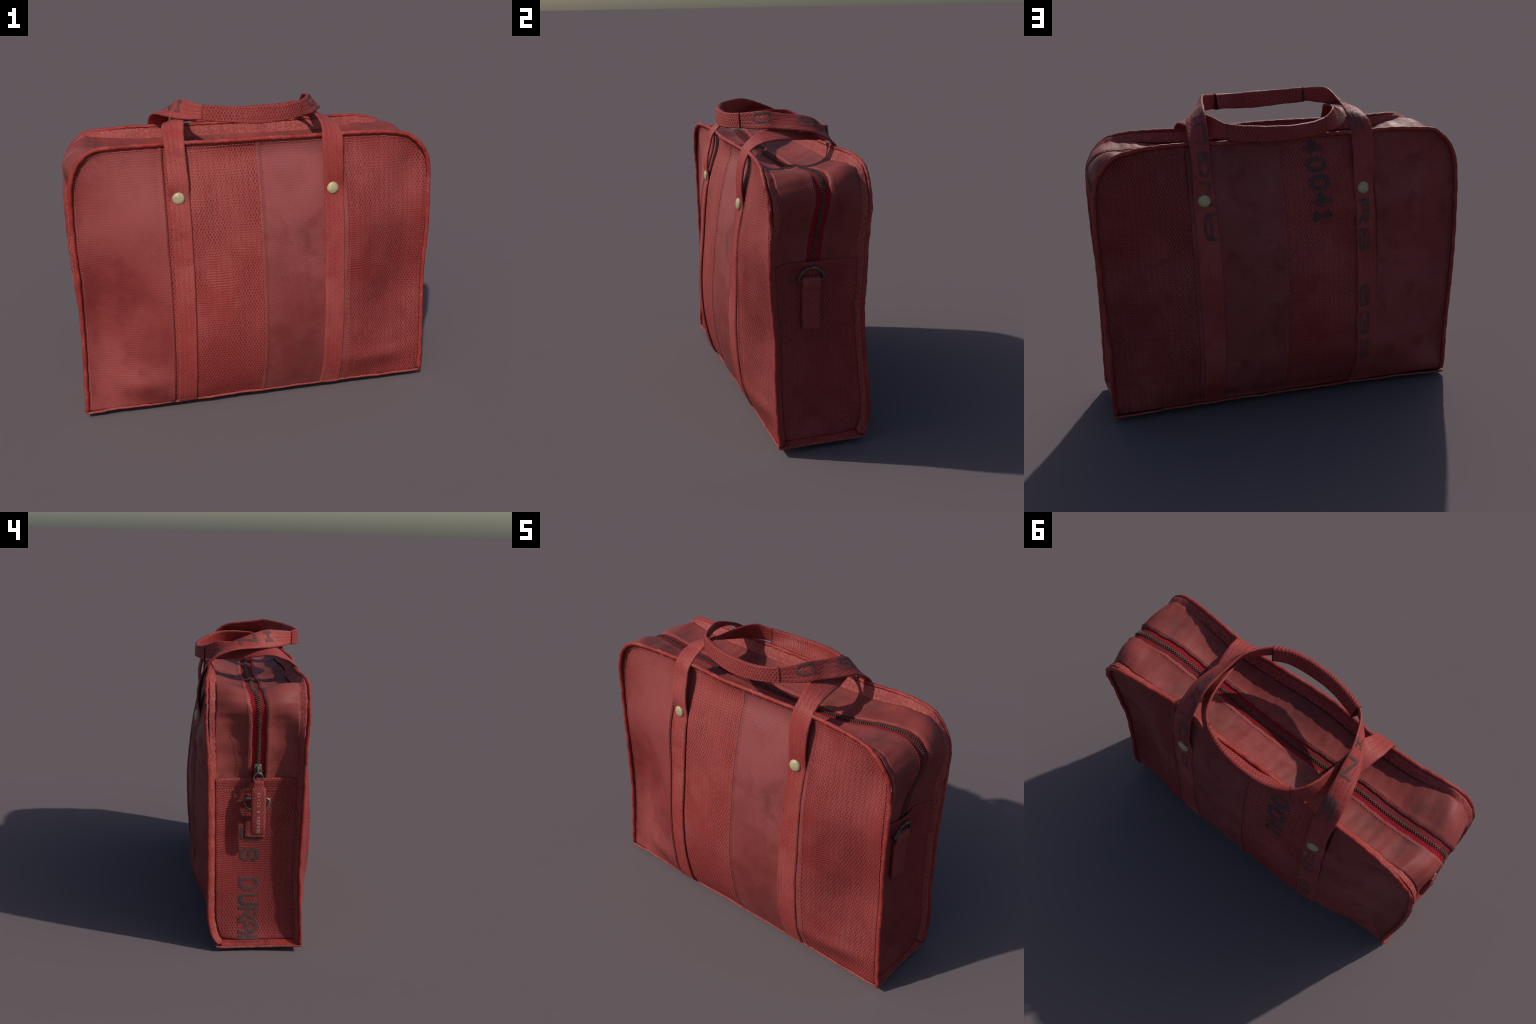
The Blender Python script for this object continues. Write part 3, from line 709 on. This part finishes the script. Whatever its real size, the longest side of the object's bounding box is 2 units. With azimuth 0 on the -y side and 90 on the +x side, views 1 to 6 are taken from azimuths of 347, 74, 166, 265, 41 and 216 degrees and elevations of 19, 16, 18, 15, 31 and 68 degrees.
# ---------------------------------------------------------------- stencilled lettering
# single-stroke letters on a unit box (x right, y up)
GLYPH = {
 'A': [[(0, 0), (0, .72), (.3, 1), (.7, 1), (1, .72), (1, 0)], [(0, .42), (1, .42)]],
 'N': [[(0, 0), (0, 1)], [(0, 1), (1, 0)], [(1, 0), (1, 1)]],
 'G': [[(1, .78), (.8, 1), (.2, 1), (0, .8), (0, .2), (.2, 0), (.8, 0), (1, .2), (1, .45), (.6, .45)]],
 'U': [[(0, 1), (0, .2), (.2, 0), (.8, 0), (1, .2), (1, 1)]],
 'S': [[(1, .82), (.8, 1), (.2, 1), (0, .82), (0, .66), (.2, .52), (.8, .48), (1, .34), (1, .18), (.8, 0), (.2, 0), (0, .18)]],
 'D': [[(0, 0), (0, 1), (.7, 1), (1, .75), (1, .25), (.7, 0), (0, 0)]],
 'L': [[(0, 1), (0, 0), (1, 0)]], 'I': [[(.5, 0), (.5, 1)], [(.2, 0), (.8, 0)], [(.2, 1), (.8, 1)]],
 'E': [[(1, 1), (0, 1), (0, 0), (1, 0)], [(0, .52), (.75, .52)]],
 'R': [[(0, 0), (0, 1), (.75, 1), (1, .85), (1, .65), (.75, .5), (0, .5)], [(.5, .5), (1, 0)]],
 'V': [[(0, 1), (.5, 0), (1, 1)]], 'K': [[(0, 0), (0, 1)], [(1, 1), (0, .42)], [(.3, .6), (1, 0)]],
 '&': [[(1, 0), (.2, .75), (.35, 1), (.6, .85), (.1, .3), (.3, 0), (.6, .05), (1, .45)]],
 '0': [[(.25, 0), (0, .25), (0, .75), (.25, 1), (.75, 1), (1, .75), (1, .25), (.75, 0), (.25, 0)]],
 '4': [[(.72, 0), (.72, 1), (0, .32), (1, .32)]],
 '1': [[(.5, 0), (.5, 1), (.2, .78)], [(.15, 0), (.85, 0)]],
 '6': [[(.95, .85), (.75, 1), (.25, 1), (0, .8), (0, .2), (.25, 0), (.75, 0), (1, .2), (1, .42), (.75, .58), (0, .55)]],
 '3': [[(0, .85), (.25, 1), (.8, 1), (1, .82), (1, .65), (.8, .52), (.4, .52)], [(.8, .52), (1, .36), (1, .18), (.8, 0), (.25, 0), (0, .15)]],
 '9': [[(.05, .15), (.25, 0), (.75, 0), (1, .2), (1, .8), (.75, 1), (.25, 1), (0, .8), (0, .6), (.25, .45), (1, .48)]],
}
def letter(ch, place, w, h, stroke, mat, name="printed_letter", parent=None, res=.006):
    """flat ink strokes laid on a surface: place(a, b, lift) -> point for letter coordinates in metres"""
    V, F = [], []
    lift = 0.0
    for poly in GLYPH[ch]:
        p = np.array(poly, float) - .5
        p = p * [w - stroke, h - stroke]
        L = np.concatenate([[0], np.cumsum(np.linalg.norm(np.diff(p, axis=0), axis=1))])
        n = max(3, int(L[-1]/res) + 1)
        q = np.linspace(0, L[-1], n)
        q = np.unique(np.round(np.concatenate([q, L]), 5))
        c = np.stack([np.interp(q, L, p[:, k]) for k in range(2)], 1)
        t = np.gradient(c, axis=0); t /= np.maximum(np.linalg.norm(t, axis=1, keepdims=True), 1e-9)
        e = np.stack([-t[:, 1], t[:, 0]], 1)
        c[0] -= t[0]*stroke*.5; c[-1] += t[-1]*stroke*.5
        base = len(V)
        for k in range(len(c)):
            for s in (-1, -.33, .33, 1):
                a, b = c[k] + e[k]*s*stroke/2
                V.append(place(a, b, lift + (.0 if abs(s) < .9 else -.0012)))
        F += grid_faces(len(c), 4, base=base)
        lift += .00035
    return add_mesh(name, V, F, mat, parent)

def on_strap(side, uc, wc, wh):
    S = STRAPS[side]
    def place(a, b, lift):
        u = np.clip(uc + a, 0, S["len"]); w = wc + b/ .112
        pa = np.array([np.interp(u, S["q"], S["A"][:, k]) for k in range(3)]); pb = np.array([np.interp(u, S["q"], S["B"][:, k]) for k in range(3)])
        n = np.array([np.interp(u, S["q"], S["n"][:, k]) for k in range(3)])
        return pa*(1-w) + pb*w + n*(.0012 + lift)
    return place
S = STRAPS[1]; mid = (S["A"] + S["B"])/2
def u_near(x, y, z):
    return S["q"][int(np.argmin(((mid - (x, y, z))**2).sum(1)))]
for ch, pt, ln in (('A', (.42, .335, 1.092), .150), ('N', (.42, .315, 1.262), .135), ('G', (.42, .285, 1.418), .140), ('U', (.42, .225, 1.57), .130), ('S', (.42, .09, 1.645), .115),
                   ('D', (.330, -.135, 1.665), .11), ('I', (-.385, -.085, 1.67), .07), ('N', (-.405, .035, 1.655), .11), ('E', (-.435, .235, 1.575), .12),
                   ('R', (-.437, .33, 1.097), .140), ('S', (-.437, .35, .940), .135), ('6', (-.437, .36, .624), .135), ('3', (-.437, .36, .458), .135), ('9', (-.437, .35, .300), .130)):
    letter(ch, on_strap(1, u_near(*pt), .37, .6), ln, .070, .019, M_INKFADE, parent=S["ob"])

for ch, z, x in (('4', 1.452, -.173), ('0', 1.360, -.184), ('0', 1.270, -.190), ('4', 1.186, -.201), ('1', 1.095, -.200)):
    def place(a, b, lift, z=z, x=x):
        X, Z = x - b, z - a
        return np.array([X, float(face_y(np.array(X), np.array(Z), 1)) + .0022 + lift, Z])
    letter(ch, place, .078, .110, .024, M_INK)
for ch, z0, z1 in (('U', .735, .600), ('S', .580, .515), ('D', .412, .345), ('U', .322, .257), ('R', .243, .175), ('A', .164, .095), ('L', .078, .03)):
    def place(a, b, lift, z=(z0+z1)/2):
        Y, Z = .043 - b, max(z - a, .062)
        return np.array([end_x(Y, Z, -1) - .0022 - lift, Y, Z])
    letter(ch, place, min(abs(z0-z1), .075) + .014, .112, .024, M_INK)

# ---------------------------------------------------------------- end hardware
def patch_loop(sgn, y0, y1, z_bot, z_top, x0, slope, thick):
    """thick folded strap hanging from the end cloth, its top rolled round the ring"""
    yc, w = (y0+y1)/2, (y1-y0)
    ys = np.linspace(y0, y1, 17)
    prof = [(.0, z_bot), (.002, z_bot + .006)] + [(.0, z) for z in np.linspace(z_bot + .02, z_top - .085, 14)] + \
           [(-.002, z_top - .078), (.006, z_top - .066), (.012, z_top - .05), (.014, z_top - .034), (.012, z_top - .018), (.004, z_top - .006), (-.010, z_top), (-.022, z_top - .006), (-.026, z_top - .02)]
    P = np.array([[(sgn*(x0 + h + slope*(y - yc) - .004*abs(2*(y-yc)/w)**6), y, z) for y in ys] for h, z in prof])
    return sheet("strap_loop", P, M_TAB, thick, (sgn, 0, 0))

def d_ring(sgn, yc, zc, r, up, x, tilt, mat, parent):
    pts = []
    for a in np.linspace(0, math.pi, 30): pts.append((math.cos(a)*r, math.sin(a)*r))
    for s in np.linspace(-1, 1, 12)[1:-1]: pts.append((s*r*.98, -.006))
    path = [(x + sgn*tilt*b, yc + a, zc + up*b) for a, b in pts]
    return tube("d_ring", path, .0076, mat, 10, closed=True, parent=parent)

loop_r = patch_loop(1, -.107, -.010, .655, .940, .930, .14, .026)
d_ring(1, -.056, .921, .066, 1, .926, .20, M_DARK, loop_r)
loop_l = patch_loop(-1, -.037, .073, .647, .925, .908, 0, .026)
d_ring(-1, .013, .868, .069, -1, -.930, .02, M_STEEL, loop_l)

# zip slider, ring and pull tab on the left end
xs = -.946; ns = -1
def box_loft(name, secs, mat, parent=None, bevel=.35):
    """stack of rounded-rectangle sections: (x, y, z, half_depth_x, half_width_y)"""
    V = []; nc = 20
    for x, y, z, hx, hy in secs:
        for k in range(nc):
            t = 2*math.pi*k/nc; c, s = math.cos(t), math.sin(t)
            V.append((x + hx*math.copysign(abs(c)**bevel, c), y + hy*math.copysign(abs(s)**bevel, s), z))
    F = grid_faces(len(secs), nc, True) + [tuple(reversed(range(nc))), tuple((len(secs)-1)*nc + k for k in range(nc))]
    return add_mesh(name, V, F, mat, parent)
slider = box_loft("zip_slider", [(xs-.010, .012, 1.000, .006, .010), (xs-.011, .012, 1.012, .010, .019), (xs-.012, .013, 1.030, .012, .023), (xs-.012, .014, 1.052, .012, .021),
                                 (xs-.012, .015, 1.066, .010, .019), (xs-.011, .015, 1.074, .006, .017)], M_DARK)
box_loft("slider_bridge", [(xs-.024, .014, 1.022, .004, .005), (xs-.028, .014, 1.034, .007, .006), (xs-.028, .014, 1.054, .007, .006), (xs-.023, .014, 1.064, .004, .005)], M_STEEL, slider)
xt = xs - .030
tube("pull_ring", [(xt - .004*math.sin(a), .012 + .0235*math.cos(a), 1.002 + .028*math.sin(a)) for a in np.linspace(0, 2*math.pi, 32, endpoint=False)], .0042, M_STEEL, 8, closed=True, parent=slider)
tab = []
for z, hy, hx, dx in ((.684, .030, .006, .0), (.688, .034, .009, .0), (.697, .037, .0130, 0), (.75, .038, .0135, 0), (.85, .038, .0135, 0), (.915, .038, .0135, 0), (.943, .036, .013, 0), (.953, .028, .009, .002),
                      (.962, .025, .008, .002), (.976, .025, .009, .0), (.985, .024, .008, .0), (.989, .022, .004, .0)):
    k = (.99 - z)/.3
    tab.append((xt - .006 + .010*k - .004*math.sin(k*2.5), .010 - .004*k, z, hx, hy*1.06))
tab_ob = box_loft("pull_tab", tab, M_TAB, slider, bevel=.45)
txt = "ELVIS & KRESSE"
for i, ch in enumerate(txt):
    if ch == " ": continue
    zc = .918 - i*.0166
    k = (.99 - zc)/.3
    def place(a, b, lift, zc=zc, k=k):
        return np.array([xt - .006 + .010*(.99 - zc + a)/.3 - .004*math.sin(k*2.5) - .0143 - lift, .010 - .004*k - b, zc - a])
    letter(ch, place, .0125, .017, .0034, M_PALEINK, name="pressed_letter", parent=slider, res=.003)

# ---------------------------------------------------------------- top-stitching
SV, SF = [], []
def stitch_line(path, normal, pitch=.0150, length=.0100, r=.0021, lift=.0008):
    path = np.array(path, float); nrm = np.broadcast_to(np.array(normal, float), path.shape)
    L = np.concatenate([[0], np.cumsum(np.linalg.norm(np.diff(path, axis=0), axis=1))])
    for s in np.arange(pitch*.5, L[-1] - pitch*.4, pitch):
        s = s + rng.uniform(-.0012, .0012)
        p0 = np.array([np.interp(s - length/2, L, path[:, k]) for k in range(3)]); p1 = np.array([np.interp(s + length/2, L, path[:, k]) for k in range(3)])
        n = unit(np.array([np.interp(s, L, nrm[:, k]) for k in range(3)]))
        t = unit(p1 - p0); e = np.cross(n, t)
        t = unit(t + e*rng.uniform(-.22, .22)); e = np.cross(n, t)
        c = (p0 + p1)/2 + n*lift; h = np.linalg.norm(p1 - p0)/2
        b = len(SV)
        for d, rr in ((-1, .35), (-.6, 1), (.6, 1), (1, .35)):
            for k in range(6):
                a = math.pi*k/3
                SV.append(c + t*h*d + rr*r*(e*math.cos(a) + n*math.sin(a)*.8))
        SF.extend(grid_faces(4, 6, True, b))
for side in (-1, 1):
    ns_ = np.array([0, side, 0.0])
    # along the bound edge
    uu = np.linspace(-1, 1, 200)
    E, N = EDGE[side], OUTN[side]
    pth = E - N*.037
    pth = pth[3:-3]
    y = face_y(pth[:, 0], pth[:, 2], side)
    pth = pth.copy(); pth[:, 1] = y + side*.0068
    stitch_line(pth, ns_)
    # seams between widths of hose
    vv = np.linspace(.02, .965, 80)
    for u0 in (-.508, -.486, .016, .515, .535):
        P = face_point(np.full(80, u0), vv, side); P[:, 1] += side*(.0085 if u0 != -.486 else .003)
        if u0 in (-.486, .535): continue
        stitch_line(P, ns_)
    # both borders of each strap where it is sewn down
    A, B, n, q = (STRAPS[side][k] for k in ("A", "B", "n", "q"))
    mz = ((A + B)/2)[:, 2]
    for half in (slice(0, len(q)//2), slice(len(q)//2, len(q))):
        k = np.where(mz[half] < 1.19)[0] + half.start
        for w in (.075, .925):
            stitch_line(A[k]*(1-w) + B[k]*w, n[k], r=.0017)
# both lips of the zip, and the end-cloth tops
for side in (-1, 1):
    lip = C[ZR] + NC[ZR]*(LIP_H + .004) + YH*side*(LIP_W + .012)
    stitch_line(lip[4:-4], NC[ZR][4:-4], r=.0013, lift=.0008)
for sgn in (-1, 1):
    P = END[sgn]; row = P[-5]
    stitch_line(row[2:-2], np.array([sgn, 0, 0.0]), r=.0018, lift=.002)
add_mesh("stitching", SV, SF, M_THREAD, kind="stuff")
